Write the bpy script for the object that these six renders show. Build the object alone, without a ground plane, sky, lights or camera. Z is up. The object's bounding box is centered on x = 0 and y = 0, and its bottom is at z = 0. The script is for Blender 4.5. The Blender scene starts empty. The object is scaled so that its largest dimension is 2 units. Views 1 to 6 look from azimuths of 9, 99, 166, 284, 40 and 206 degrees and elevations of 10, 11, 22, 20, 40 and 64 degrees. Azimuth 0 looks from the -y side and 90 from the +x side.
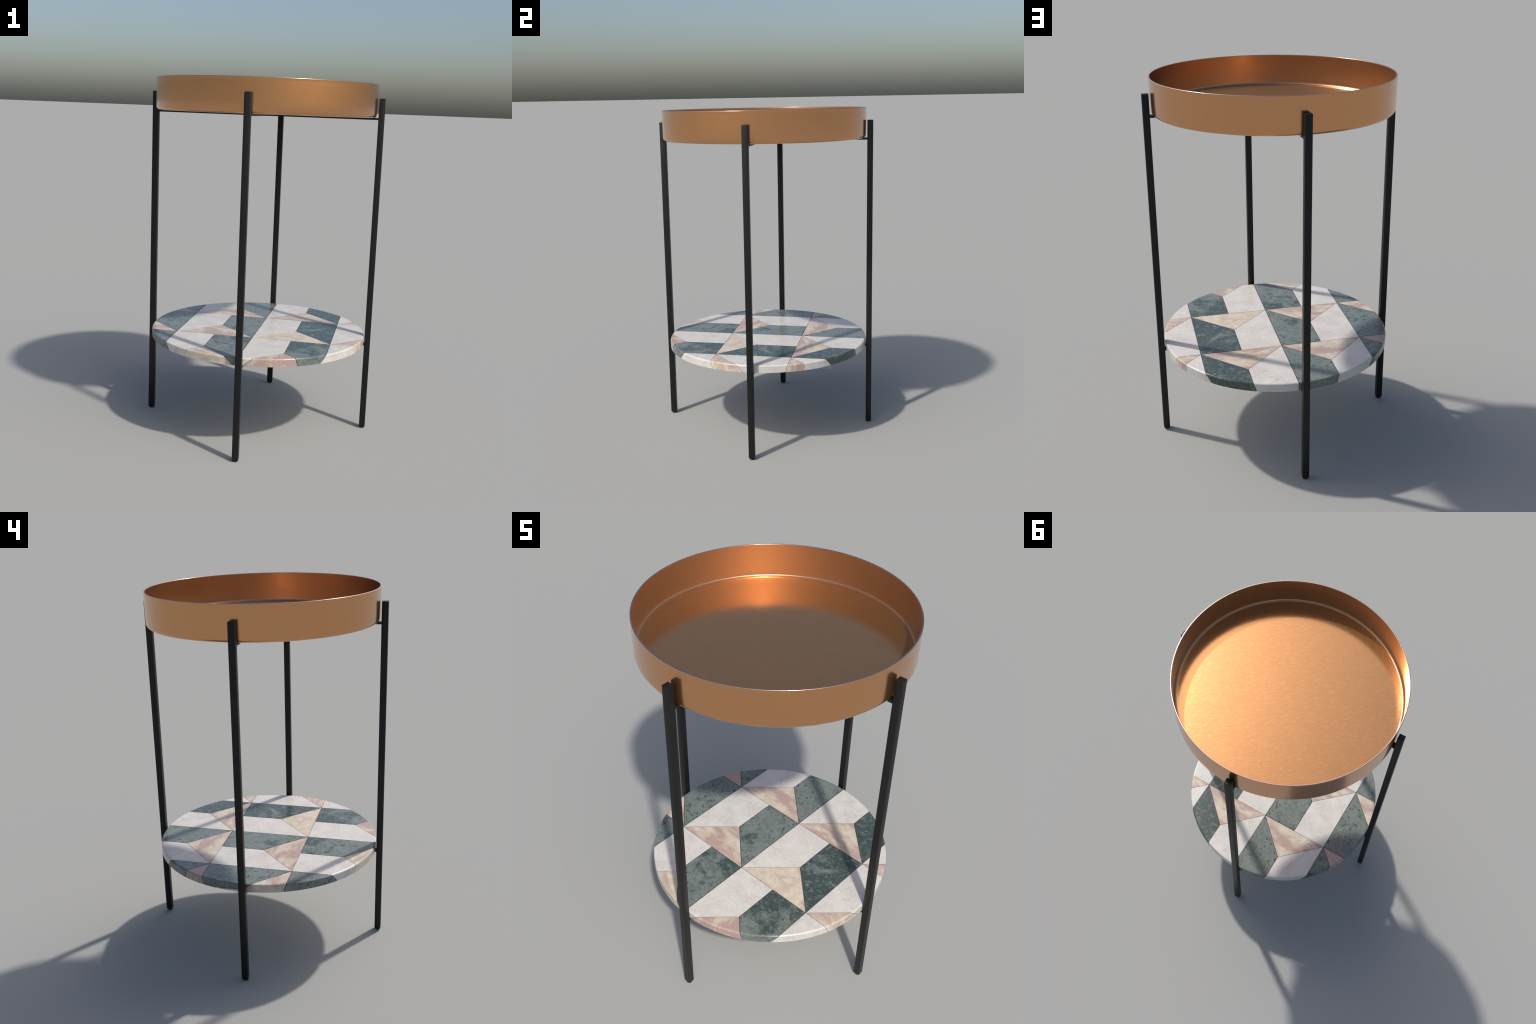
import bpy, bmesh, math
from mathutils import Vector, Matrix

# ------------------------------------------------------------------ sizes (metres)
LEG_C = 0.6482          # distance of the leg axis from the centre
LEG_W = 0.0342         # square leg bar
LEG_TOP = 1.925
FOOT_H = 0.010
BAR_H = 0.0120         # flat cross bars
SHELF_BAR_TOP = 0.5180
TRAY_BAR_TOP = 1.8190
SHELF_R = 0.6265
SHELF_TOP = 0.5628
SHELF_BOT = 0.5182
EDGE_R = 0.009         # rounding of the upper shelf edge
JOINT = {"green": 0.0028, "white": 0.0011, "rose": 0.0011}   # half joint width round each stone
SEG = 192

# ------------------------------------------------------------------ node helpers
class Mat:
    def __init__(self, name):
        self.m = bpy.data.materials.new(name)
        self.m.use_nodes = True
        self.t = self.m.node_tree
        self.b = self.t.nodes["Principled BSDF"]
        self.tc = self.t.nodes.new("ShaderNodeTexCoord")

    def link(self, a, b):
        self.t.links.new(a, b)

    def put(self, sock, v):
        if isinstance(v, bpy.types.NodeSocket):
            self.link(v, sock)
        else:
            if hasattr(sock.default_value, "__len__") and not hasattr(v, "__len__"):
                v = (v,) * len(sock.default_value)
            sock.default_value = v

    def node(self, kind, **ins):
        n = self.t.nodes.new(kind)
        for k, v in ins.items():
            self.put(n.inputs[k.replace("_", " ")], v)
        return n

    def math(self, op, a, b=0.0, clamp=False):
        n = self.t.nodes.new("ShaderNodeMath")
        n.operation = op
        n.use_clamp = clamp
        self.put(n.inputs[0], a)
        self.put(n.inputs[1], b)
        return n.outputs[0]

    def mapping(self, vec, loc=(0, 0, 0), rot=(0, 0, 0), scale=(1, 1, 1)):
        n = self.node("ShaderNodeMapping", Vector=vec, Location=loc, Rotation=rot, Scale=scale)
        return n.outputs[0]

    def noise(self, vec, scale, detail=4.0, rough=0.55, dist=0.0):
        n = self.node("ShaderNodeTexNoise", Vector=vec, Scale=scale, Detail=detail, Roughness=rough, Distortion=dist)
        return n.outputs[0]

    def ramp(self, fac, lo, hi):
        n = self.t.nodes.new("ShaderNodeMapRange")
        n.interpolation_type = 'SMOOTHSTEP'
        self.put(n.inputs[0], fac)
        n.inputs[1].default_value = lo
        n.inputs[2].default_value = hi
        return n.outputs[0]

    def mix(self, fac, a, b, kind='MIX'):
        n = self.t.nodes.new("ShaderNodeMix")
        n.data_type = 'RGBA'
        n.blend_type = kind
        self.put(n.inputs[0], fac)
        for s, v in ((n.inputs[6], a), (n.inputs[7], b)):
            if isinstance(v, tuple) and len(v) == 3:
                v = (*v, 1.0)
            self.put(s, v)
        return n.outputs[2]

    def bump(self, h, strength, dist=0.001):
        n = self.node("ShaderNodeBump", Strength=strength, Distance=dist, Height=h)
        self.link(n.outputs[0], self.b.inputs["Normal"])

    def tile_vector(self):
        """object position, shifted by a random amount for each tile"""
        info = self.t.nodes.new("ShaderNodeObjectInfo")
        comb = self.t.nodes.new("ShaderNodeCombineXYZ")
        for i, k in enumerate((37.0, 91.0, 53.0)):
            self.link(self.math('MULTIPLY', info.outputs["Random"], k), comb.inputs[i])
        add = self.t.nodes.new("ShaderNodeVectorMath")
        self.link(self.tc.outputs["Object"], add.inputs[0])
        self.link(comb.outputs[0], add.inputs[1])
        return add.outputs[0]


def set_polish(m, rough, spec=0.5):
    m.b.inputs["Roughness"].default_value = rough
    m.b.inputs["Specular IOR Level"].default_value = spec


def green_marble(name, dark):
    """dark: 0 = pale with scattered flecks, 1 = mostly dark cloud"""
    m = Mat(name)
    v = m.tile_vector()
    cloud = m.noise(v, 9.0, 8.0, 0.66, 0.4)
    field = m.noise(v, 2.6, 2.0, 0.5)
    fine = m.noise(v, 70.0, 4.0, 0.65)
    base = m.mix(m.ramp(m.noise(v, 16.0, 6.0, 0.6), 0.35, 0.68), (0.114, 0.138, 0.124), (0.184, 0.206, 0.187))
    base = m.mix(m.ramp(fine, 0.35, 0.7), base, (0.195, 0.226, 0.208))
    # cloudy dark areas
    s = m.math('ADD', m.math('MULTIPLY', cloud, 0.55), m.math('MULTIPLY', field, 0.45))
    mid = 0.590 - 0.165 * dark
    mask = m.ramp(s, mid - 0.035, mid + 0.055)
    mask = m.math('MULTIPLY', mask, m.ramp(m.noise(v, 40.0, 5.0, 0.7), 0.30, 0.52))
    base = m.mix(m.math('MULTIPLY', mask, 0.86), base, (0.034, 0.058, 0.052))
    # short dark flecks, in groups
    vf = m.mapping(m.mapping(v, rot=(0, 0, 0.6)), scale=(1.0, 1.7, 1.0))
    fleck = m.ramp(m.noise(vf, 42.0, 2.5, 0.55, 0.9), 0.590, 0.650)
    group = m.ramp(m.noise(v, 7.0, 2.0, 0.5), 0.41, 0.56)
    base = m.mix(m.math('MULTIPLY', m.math('MULTIPLY', fleck, group), 0.88), base, (0.030, 0.048, 0.043))
    # pale specks
    speck = m.ramp(m.noise(v, 95.0, 2.0, 0.5), 0.68, 0.76)
    base = m.mix(m.math('MULTIPLY', speck, 0.35), base, (0.33, 0.39, 0.36))
    m.put(m.b.inputs["Base Color"], base)
    set_polish(m, 0.22)
    return m.m


def white_marble(name):
    m = Mat(name)
    v = m.tile_vector()
    base = m.mix(m.ramp(m.noise(v, 11.0, 7.0, 0.62), 0.34, 0.68), (0.560, 0.525, 0.482), (0.660, 0.625, 0.578))
    base = m.mix(m.ramp(m.noise(v, 90.0, 4.0, 0.7), 0.40, 0.75), base, (0.695, 0.660, 0.612))
    # hair cracks
    n = m.noise(v, 9.0, 6.0, 0.62, 0.7)
    vein = m.math('SUBTRACT', 1.0, m.ramp(m.math('ABSOLUTE', m.math('SUBTRACT', n, 0.5)), 0.0, 0.016))
    vein = m.math('MULTIPLY', vein, m.ramp(m.noise(v, 14.0, 3.0, 0.5), 0.46, 0.66))
    base = m.mix(m.math('MULTIPLY', vein, 0.50), base, (0.37, 0.345, 0.33))
    m.put(m.b.inputs["Base Color"], base)
    set_polish(m, 0.24)
    return m.m


def rose_marble(name, pink, rot):
    """cream stone with rose bands; pink: share of rose"""
    m = Mat(name)
    v = m.tile_vector()
    vs = m.mapping(m.mapping(v, rot=(0, 0, rot)), scale=(1.0, 2.6, 1.6))
    band = m.noise(vs, 4.6, 6.0, 0.58, 0.5)
    cream = m.mix(m.ramp(m.noise(v, 22.0, 5.0, 0.6), 0.35, 0.7), (0.550, 0.465, 0.362), (0.670, 0.585, 0.465))
    c = 0.60 - 0.20 * pink
    base = m.mix(m.ramp(band, c - 0.09, c + 0.10), cream, (0.435, 0.310, 0.268))
    streak = m.ramp(m.noise(m.mapping(m.mapping(v, rot=(0, 0, rot)), scale=(1.0, 5.0, 2.0)), 11.0, 4.0, 0.6), 0.54, 0.70)
    base = m.mix(m.math('MULTIPLY', streak, 0.45), base, (0.660, 0.575, 0.475))
    speck = m.ramp(m.noise(v, 60.0, 2.0, 0.5, 0.6), 0.655, 0.72)
    base = m.mix(m.math('MULTIPLY', speck, 0.5), base, (0.27, 0.22, 0.17))
    m.put(m.b.inputs["Base Color"], base)
    set_polish(m, 0.24)
    return m.m


def grout():
    m = Mat("joint_grout")
    n = m.noise(m.tc.outputs["Object"], 60.0, 3.0)
    m.put(m.b.inputs["Base Color"], m.mix(n, (0.045, 0.048, 0.046), (0.085, 0.080, 0.074)))
    set_polish(m, 0.6, 0.3)
    return m.m


COPPER = (0.652, 0.322, 0.138)


def copper(name, floor, inside=False):
    m = Mat(name)
    obj = m.tc.outputs["Object"]
    if floor:
        # brushed in one direction across the plate
        v = m.mapping(m.mapping(obj, rot=(0, 0, -math.radians(48))), scale=(1.0, 4.5, 1.0))
        flake = m.noise(v, 38.0, 3.0, 0.55, 0.35)
    else:
        # brushed round the wall: angle x radius and height as coordinates
        sep = m.node("ShaderNodeSeparateXYZ", Vector=obj)
        ang = m.math('MULTIPLY', m.math('ARCTAN2', sep.outputs[1], sep.outputs[0]), 0.62)
        comb = m.t.nodes.new("ShaderNodeCombineXYZ")
        m.link(ang, comb.inputs[0])
        m.link(m.math('MULTIPLY', sep.outputs[2], 4.0), comb.inputs[1])
        v = comb.outputs[0]
        flake = m.noise(v, 34.0, 3.0, 0.55, 0.3)
    patch = m.noise(obj, 5.0, 4.0, 0.6)
    f = m.ramp(flake, 0.53, 0.64)
    tone = (0.640, 0.340, 0.162) if inside else (0.630, 0.318, 0.130) if floor else COPPER  # inside tone is the same copper, paled to lift the wall's shaded side
    pale = tuple(c * 1.1 for c in tone)  # sun sheen of the brush streaks, painted as lighter colour
    col = m.mix(m.math('MULTIPLY', f, 1.0 if floor else 0.5), tone, pale)
    col = m.mix(m.math('MULTIPLY', m.ramp(patch, 0.4, 0.7), 0.18), col, tuple(c * k for c, k in zip(tone, (0.96, 1.0, 1.1))))
    m.put(m.b.inputs["Base Color"], col)
    m.b.inputs["Metallic"].default_value = 0.91 if inside else 0.90 if floor else 0.94
    m.b.inputs["Coat Weight"].default_value = 0.35 if floor else 0.6
    m.b.inputs["Coat Roughness"].default_value = 0.12
    r = m.math('ADD', 0.150 if floor else 0.225 if inside else 0.190, m.math("MULTIPLY", patch, 0.02))
    m.put(m.b.inputs["Roughness"], m.math('ADD', r, m.math("MULTIPLY", f, 0.024 if floor else 0.02)))
    return m.m


def rim_metal():
    m = Mat("pale_rim_metal")
    n = m.noise(m.tc.outputs["Object"], 25.0, 3.0)
    m.put(m.b.inputs["Base Color"], m.mix(n, (0.58, 0.40, 0.33), (0.66, 0.46, 0.37)))
    m.b.inputs["Metallic"].default_value = 1.0
    m.b.inputs["Roughness"].default_value = 0.2
    return m.m


def black_metal(name, rough=0.42):
    m = Mat(name)
    obj = m.tc.outputs["Object"]
    n = m.noise(m.mapping(obj, scale=(1, 1, 0.2)), 40.0, 5.0, 0.6)
    m.put(m.b.inputs["Base Color"], m.mix(n, (0.0075, 0.0075, 0.0075), (0.011, 0.0105, 0.010)))
    m.put(m.b.inputs["Roughness"], m.math('ADD', rough - 0.05, m.math('MULTIPLY', n, 0.1)))
    m.b.inputs["Specular IOR Level"].default_value = 0.3
    return m.m


# ------------------------------------------------------------------ object helpers
def empty(name):
    o = bpy.data.objects.new(name, None)
    bpy.context.collection.objects.link(o)
    return o


def add(name, mesh, parent, mats=()):
    for mt in mats:
        mesh.materials.append(mt)
    o = bpy.data.objects.new(name, mesh)
    bpy.context.collection.objects.link(o)
    o.parent = parent
    return o


def finish(bm, name, angle=35):
    bmesh.ops.recalc_face_normals(bm, faces=bm.faces)
    me = bpy.data.meshes.new(name)
    bm.to_mesh(me)
    bm.free()
    for p in me.polygons:
        p.use_smooth = True
    me.set_sharp_from_angle(angle=math.radians(angle))
    return me


def lathe(name, profile, seg, angle=35, slot=None):
    """closed or axis-to-axis profile [(r, z)...] turned about z; slot(index of profile span) -> material slot"""
    bm = bmesh.new()
    rings = []
    for r, z in profile:
        if r < 1e-6:
            rings.append([bm.verts.new((0, 0, z))])
        else:
            rings.append([bm.verts.new((r * math.cos(2 * math.pi * k / seg), r * math.sin(2 * math.pi * k / seg), z)) for k in range(seg)])
    for i in range(len(rings) - 1):
        a, b = rings[i], rings[i + 1]
        for k in range(seg):
            k2 = (k + 1) % seg
            q = [a[k % len(a)], a[k2 % len(a)], b[k2 % len(b)], b[k % len(b)]]
            q = list(dict.fromkeys(q))
            f = bm.faces.new(q)
            if slot:
                f.material_index = slot(i)
    return finish(bm, name, angle)


def arc(cx, cz, r, a0, a1, n):
    return [(cx + r * math.cos(math.radians(a0 + (a1 - a0) * i / n)), cz + r * math.sin(math.radians(a0 + (a1 - a0) * i / n))) for i in range(n + 1)]


def bevelled_prism(name, outline, z0, z1, width=0.0015, seg=2):
    bm = bmesh.new()
    lo = [bm.verts.new((x, y, z0)) for x, y in outline]
    hi = [bm.verts.new((x, y, z1)) for x, y in outline]
    n = len(outline)
    bm.faces.new(lo[::-1])
    bm.faces.new(hi)
    for i in range(n):
        j = (i + 1) % n
        bm.faces.new((lo[i], lo[j], hi[j], hi[i]))
    bmesh.ops.bevel(bm, geom=bm.edges[:], offset=width, segments=seg, profile=0.5, affect='EDGES')
    return finish(bm, name, 50)


# ------------------------------------------------------------------ table
table = empty("side_table")
table["label"] = "round copper tray table with black legs and marble shelf"
table["category"] = "side table"

steel = black_metal("black_powder_coat")
rubber = black_metal("black_rubber", 0.6)

# --- legs with foot caps
w = LEG_W / 2
leg_mesh = bevelled_prism("leg", [(-w, -w), (w, -w), (w, w), (-w, w)], FOOT_H, LEG_TOP, 0.0016)
leg_mesh.materials.append(steel)


foot_prof = [(0.0, FOOT_H + 0.003), (0.0155, FOOT_H + 0.003), (0.0163, FOOT_H - 0.001)]
foot_prof += [(0.0163, 0.0055)] + arc(0.0163 - 0.005, 0.005, 0.005, 0, -90, 6)[1:] + [(0.0, 0.0)]
foot_mesh = lathe("foot_cap", foot_prof, 32, 45)
foot_mesh.materials.append(rubber)

for k in range(4):
    a = k * math.pi / 2
    leg = bpy.data.objects.new("leg", leg_mesh)
    bpy.context.collection.objects.link(leg)
    leg.parent = table
    leg.location = (LEG_C * round(math.cos(a)), LEG_C * round(math.sin(a)), 0)
    foot = bpy.data.objects.new("foot_cap", foot_mesh)
    bpy.context.collection.objects.link(foot)
    foot.parent = leg

# --- cross braces under tray and shelf
e = LEG_C - w + 0.001
hb = w - 0.0006
cross = [(e, -hb), (e, hb), (hb, hb), (hb, e), (-hb, e), (-hb, hb), (-e, hb), (-e, -hb), (-hb, -hb), (-hb, -e), (hb, -e), (hb, -hb)]
for top in (TRAY_BAR_TOP, SHELF_BAR_TOP):
    me = bevelled_prism("cross_brace", cross, top - BAR_H, top, 0.0012)
    add("cross_brace", me, table, [steel])

# --- tray: one turned sheet-metal profile
Z0, Z1 = 1.8180, 2.0000
R_TOP, R_BOT = 0.6248, 0.6231
WALL = 0.0065
FLOOR = 1.8345
slope = (R_TOP - R_BOT) / (Z1 - Z0)
oc, ic = 0.020, 0.012
prof = [(0.0, Z0), (0.30, Z0), (R_BOT - oc - 0.02, Z0)]
prof += arc(R_BOT - oc, Z0 + oc, oc, -90, -1.4, 10)
prof += [(R_BOT + slope * f * (Z1 - Z0), Z0 + f * (Z1 - Z0)) for f in (0.3, 0.5, 0.7, 0.9)]
prof += [(R_TOP - 0.0001, Z1 - 0.0035)]
n_rim = len(prof)
prof += arc(R_TOP - 0.0022, Z1 - 0.0022, 0.0022, 0, 90, 4)
prof += arc(R_TOP - WALL + 0.0018, Z1 - 0.0018, 0.0018, 90, 180, 4)
n_rim_end = len(prof) - 2
prof += [(R_TOP - WALL - slope * (1 - f) * (Z1 - Z0), Z0 + f * (Z1 - Z0)) for f in (0.97, 0.9, 0.7, 0.5, 0.3)]
r_in = R_BOT - WALL + slope * (FLOOR + ic - Z0)
n_wall = len(prof)
prof += arc(r_in - ic, FLOOR + ic, ic, 0, -90, 10)
n_floor = len(prof)
prof += [(r_in - ic - 0.012, FLOOR), (0.3, FLOOR), (0.0, FLOOR)]
tray_mesh = lathe("tray", prof, SEG, 40, lambda i: 1 if i >= n_floor - 1 else 2 if n_rim <= i < n_rim_end else 3 if i >= n_rim_end else 0)
add("tray", tray_mesh, table, [copper("copper_wall", False), copper("copper_plate", True), rim_metal(), copper("copper_inner_wall", False, True)])

# ------------------------------------------------------------------ marble shelf
# The tile pattern is drawn on a flat sheet; the part beyond the top face is folded
# down over the rounded edge and the side, so lines run on round the rim.
FLAT_R = SHELF_R - EDGE_R
ARC_L = EDGE_R * math.pi / 2
SIDE_L = SHELF_TOP - EDGE_R - SHELF_BOT
S_END = FLAT_R + ARC_L + SIDE_L


def fold(s):
    """distance along the sheet -> (radius, z, normal_r, normal_z)"""
    if s <= FLAT_R:
        return s, SHELF_TOP, 0.0, 1.0
    if s <= FLAT_R + ARC_L:
        t = (s - FLAT_R) / EDGE_R
        return FLAT_R + EDGE_R * math.sin(t), SHELF_TOP - EDGE_R + EDGE_R * math.cos(t), math.sin(t), math.cos(t)
    return SHELF_R, SHELF_TOP - EDGE_R - (s - FLAT_R - ARC_L), 1.0, 0.0


RINGS = [FLAT_R + ARC_L * i / 8 for i in range(9)] + [FLAT_R + ARC_L + SIDE_L * i / 4 for i in (1, 2, 3, 4)]


def clip(poly, nx, ny, d):
    """keep the part of a convex polygon with nx*x + ny*y <= d"""
    out = []
    for i, p in enumerate(poly):
        q = poly[(i + 1) % len(poly)]
        a, b = nx * p[0] + ny * p[1] - d, nx * q[0] + ny * q[1] - d
        if a <= 0:
            out.append(p)
        if (a < 0 < b) or (b < 0 < a):
            t = a / (a - b)
            out.append((p[0] + t * (q[0] - p[0]), p[1] + t * (q[1] - p[1])))
    return out


def area(poly):
    return 0.5 * sum(poly[i - 1][0] * p[1] - p[0] * poly[i - 1][1] for i, p in enumerate(poly))


def inset(poly, g):
    if area(poly) < 0:
        poly = poly[::-1]
    out = poly
    for i in range(len(poly)):
        p, q = poly[i], poly[(i + 1) % len(poly)]
        dx, dy = q[0] - p[0], q[1] - p[1]
        l = math.hypot(dx, dy)
        nx, ny = dy / l, -dx / l
        out = clip(out, nx, ny, nx * p[0] + ny * p[1] - g)
    return out


C_HALF = math.cos(math.pi / SEG)


def sheet_distance(x, y):
    a = math.atan2(y, x)
    k = math.floor(a / (2 * math.pi / SEG))
    mid = (k + 0.5) * 2 * math.pi / SEG
    return math.hypot(x, y) * math.cos(a - mid) / C_HALF


def tile_mesh(name, poly, depth=0.005):
    """polygon on the sheet -> solid tile folded over the rim"""
    cells = []
    core = poly
    for k in range(SEG):
        a = (k + 0.5) * 2 * math.pi / SEG
        core = clip(core, math.cos(a), math.sin(a), RINGS[0] * C_HALF)
        if not core:
            break
    if len(core) >= 3:
        cells.append(core)
    for k in range(SEG):
        a0, a1 = k * 2 * math.pi / SEG, (k + 1) * 2 * math.pi / SEG
        am = (a0 + a1) / 2
        wedge = clip(clip(poly, math.sin(a0), -math.cos(a0), 0), -math.sin(a1), math.cos(a1), 0)
        if len(wedge) < 3:
            continue
        for r0, r1 in zip(RINGS, RINGS[1:]):
            c = clip(clip(wedge, -math.cos(am), -math.sin(am), -r0 * C_HALF), math.cos(am), math.sin(am), r1 * C_HALF)
            if len(c) >= 3 and abs(area(c)) > 1e-9:
                cells.append(c)
    bm = bmesh.new()
    for c in cells:
        try:
            bm.faces.new([bm.verts.new((x, y, 0)) for x, y in c])
        except ValueError:
            pass
    bmesh.ops.remove_doubles(bm, verts=bm.verts, dist=2e-5)
    bmesh.ops.dissolve_degenerate(bm, dist=1e-5, edges=bm.edges)
    bm.normal_update()
    for f in bm.faces:
        if f.normal.z < 0:
            f.normal_flip()
    if not bm.faces:
        bm.free()
        return None
    top_faces = bm.faces[:]
    border = [ed for ed in bm.edges if len(ed.link_faces) == 1]
    under, normal = {}, {}
    for v in bm.verts[:]:
        x, y = v.co.x, v.co.y
        s = sheet_distance(x, y)
        r, z, nr, nz = fold(min(s, S_END))
        l = math.hypot(x, y)
        ux, uy = (x / l, y / l) if l > 1e-9 else (1, 0)
        rr = l * (r / s) if s > 1e-9 else 0
        normal[v] = Vector((ux * nr, uy * nr, nz))
        v.co = (ux * rr, uy * rr, z)
        under[v] = (v.co - normal[v] * depth)
    low = {v: bm.verts.new(c) for v, c in under.items()}
    for f in top_faces:
        bm.faces.new([low[v] for v in reversed(f.verts)])
    for ed in border:
        f = ed.link_faces[0]
        lp = next(l for l in f.loops if l.edge == ed)
        a, b = lp.vert, lp.link_loop_next.vert
        bm.faces.new((b, a, low[a], low[b]))
    bm.verts.index_update()
    bm.faces.index_update()
    tops = {f.index for f in top_faces}
    norm = {v.index: n for v, n in normal.items()}
    me = bpy.data.meshes.new(name)
    bm.to_mesh(me)
    bm.free()
    for p in me.polygons:
        p.use_smooth = True
    loops = []
    for p in me.polygons:
        for li in p.loop_indices:
            vi = me.loops[li].vertex_index
            loops.append(norm[vi] if p.index in tops else p.normal)
    me.normals_split_custom_set(loops)
    return me


# slab under the tiles; its skin shows only in the joints
REC = 0.0007
slab_prof = [(0.0, SHELF_BOT + 0.0003), (0.3, SHELF_BOT + 0.0003), (SHELF_R - 0.004, SHELF_BOT + 0.0003)]
slab_prof += [(SHELF_R - REC, SHELF_BOT + 0.003), (SHELF_R - REC, SHELF_TOP - EDGE_R)]
slab_prof += arc(FLAT_R, SHELF_TOP - EDGE_R, EDGE_R - REC, 0, 90, 8)[1:]
slab_prof += [(FLAT_R - 0.05, SHELF_TOP - REC), (0.3, SHELF_TOP - REC), (0.0, SHELF_TOP - REC)]
slab = add("marble_shelf", lathe("marble_shelf", slab_prof, SEG, 40, lambda i: 1 if i < 2 else 0), table, [grout(), white_marble("pale_stone_underside")])

GREEN = [green_marble("green_marble_pale", 0.0), green_marble("green_marble_mottled", 0.4), green_marble("green_marble_dark", 1.0)]
WHITE = white_marble("white_marble")
ROSE = [rose_marble("cream_marble", 0.0, 0.4), rose_marble("rose_cream_marble", 0.55, 0.1), rose_marble("rose_marble", 1.0, 1.45)]

# repeat cell of the pattern: nodes at O + i*A + j*B
O, A, B = Vector((0.0177, 0.2231)), Vector((0.4432, -0.0116)), Vector((0.0146, 0.4575))
PEAK = 0.465           # height of the rose triangle in its cell
dark_green = {(0, -1): 2, (0, 0): 2, (0, -2): 1, (-1, -2): 1, (-2, 0): 1, (-2, -1): 0, (1, -1): 2}
rose_kind = {(0, -1): 0, (-1, -1): 1, (-1, 0): 1, (0, 0): 1, (0, -2): 2, (-1, -2): 0, (-2, -1): 1, (-2, 0): 2, (1, 0): 1, (1, -1): 0}
SHAPES = {
    "rose": [(0, 0), (1, 0), (0.5, PEAK)],
    "white": [(0, 0), (0.5, PEAK), (0.5, 1), (0, 1)],
    "green": [(1, 0), (1, 1), (0.5, 1), (0.5, PEAK)],
}
for i in range(-3, 3):
    for j in range(-3, 2):
        for kind, shape in SHAPES.items():
            pts = []
            for u, v in shape:
                p = O + A * (i + u) + B * (j + v)
                pts.append((p.x, p.y))
            if min(math.hypot(*p) for p in pts) > 1.2:
                continue
            poly = inset(pts, JOINT[kind])
            # keep to the folded sheet
            for k in range(SEG):
                a = (k + 0.5) * 2 * math.pi / SEG
                poly = clip(poly, math.cos(a), math.sin(a), S_END * C_HALF)
                if len(poly) < 3:
                    break
            if len(poly) < 3 or abs(area(poly)) < 2e-5:
                continue
            me = tile_mesh("marble_tile", poly)
            if me is None:
                continue
            if kind == "green":
                mat = GREEN[dark_green.get((i, j), 0)]
            elif kind == "white":
                mat = WHITE
            else:
                mat = ROSE[rose_kind.get((i, j), 1)]
            add("marble_tile", me, slab, [mat])
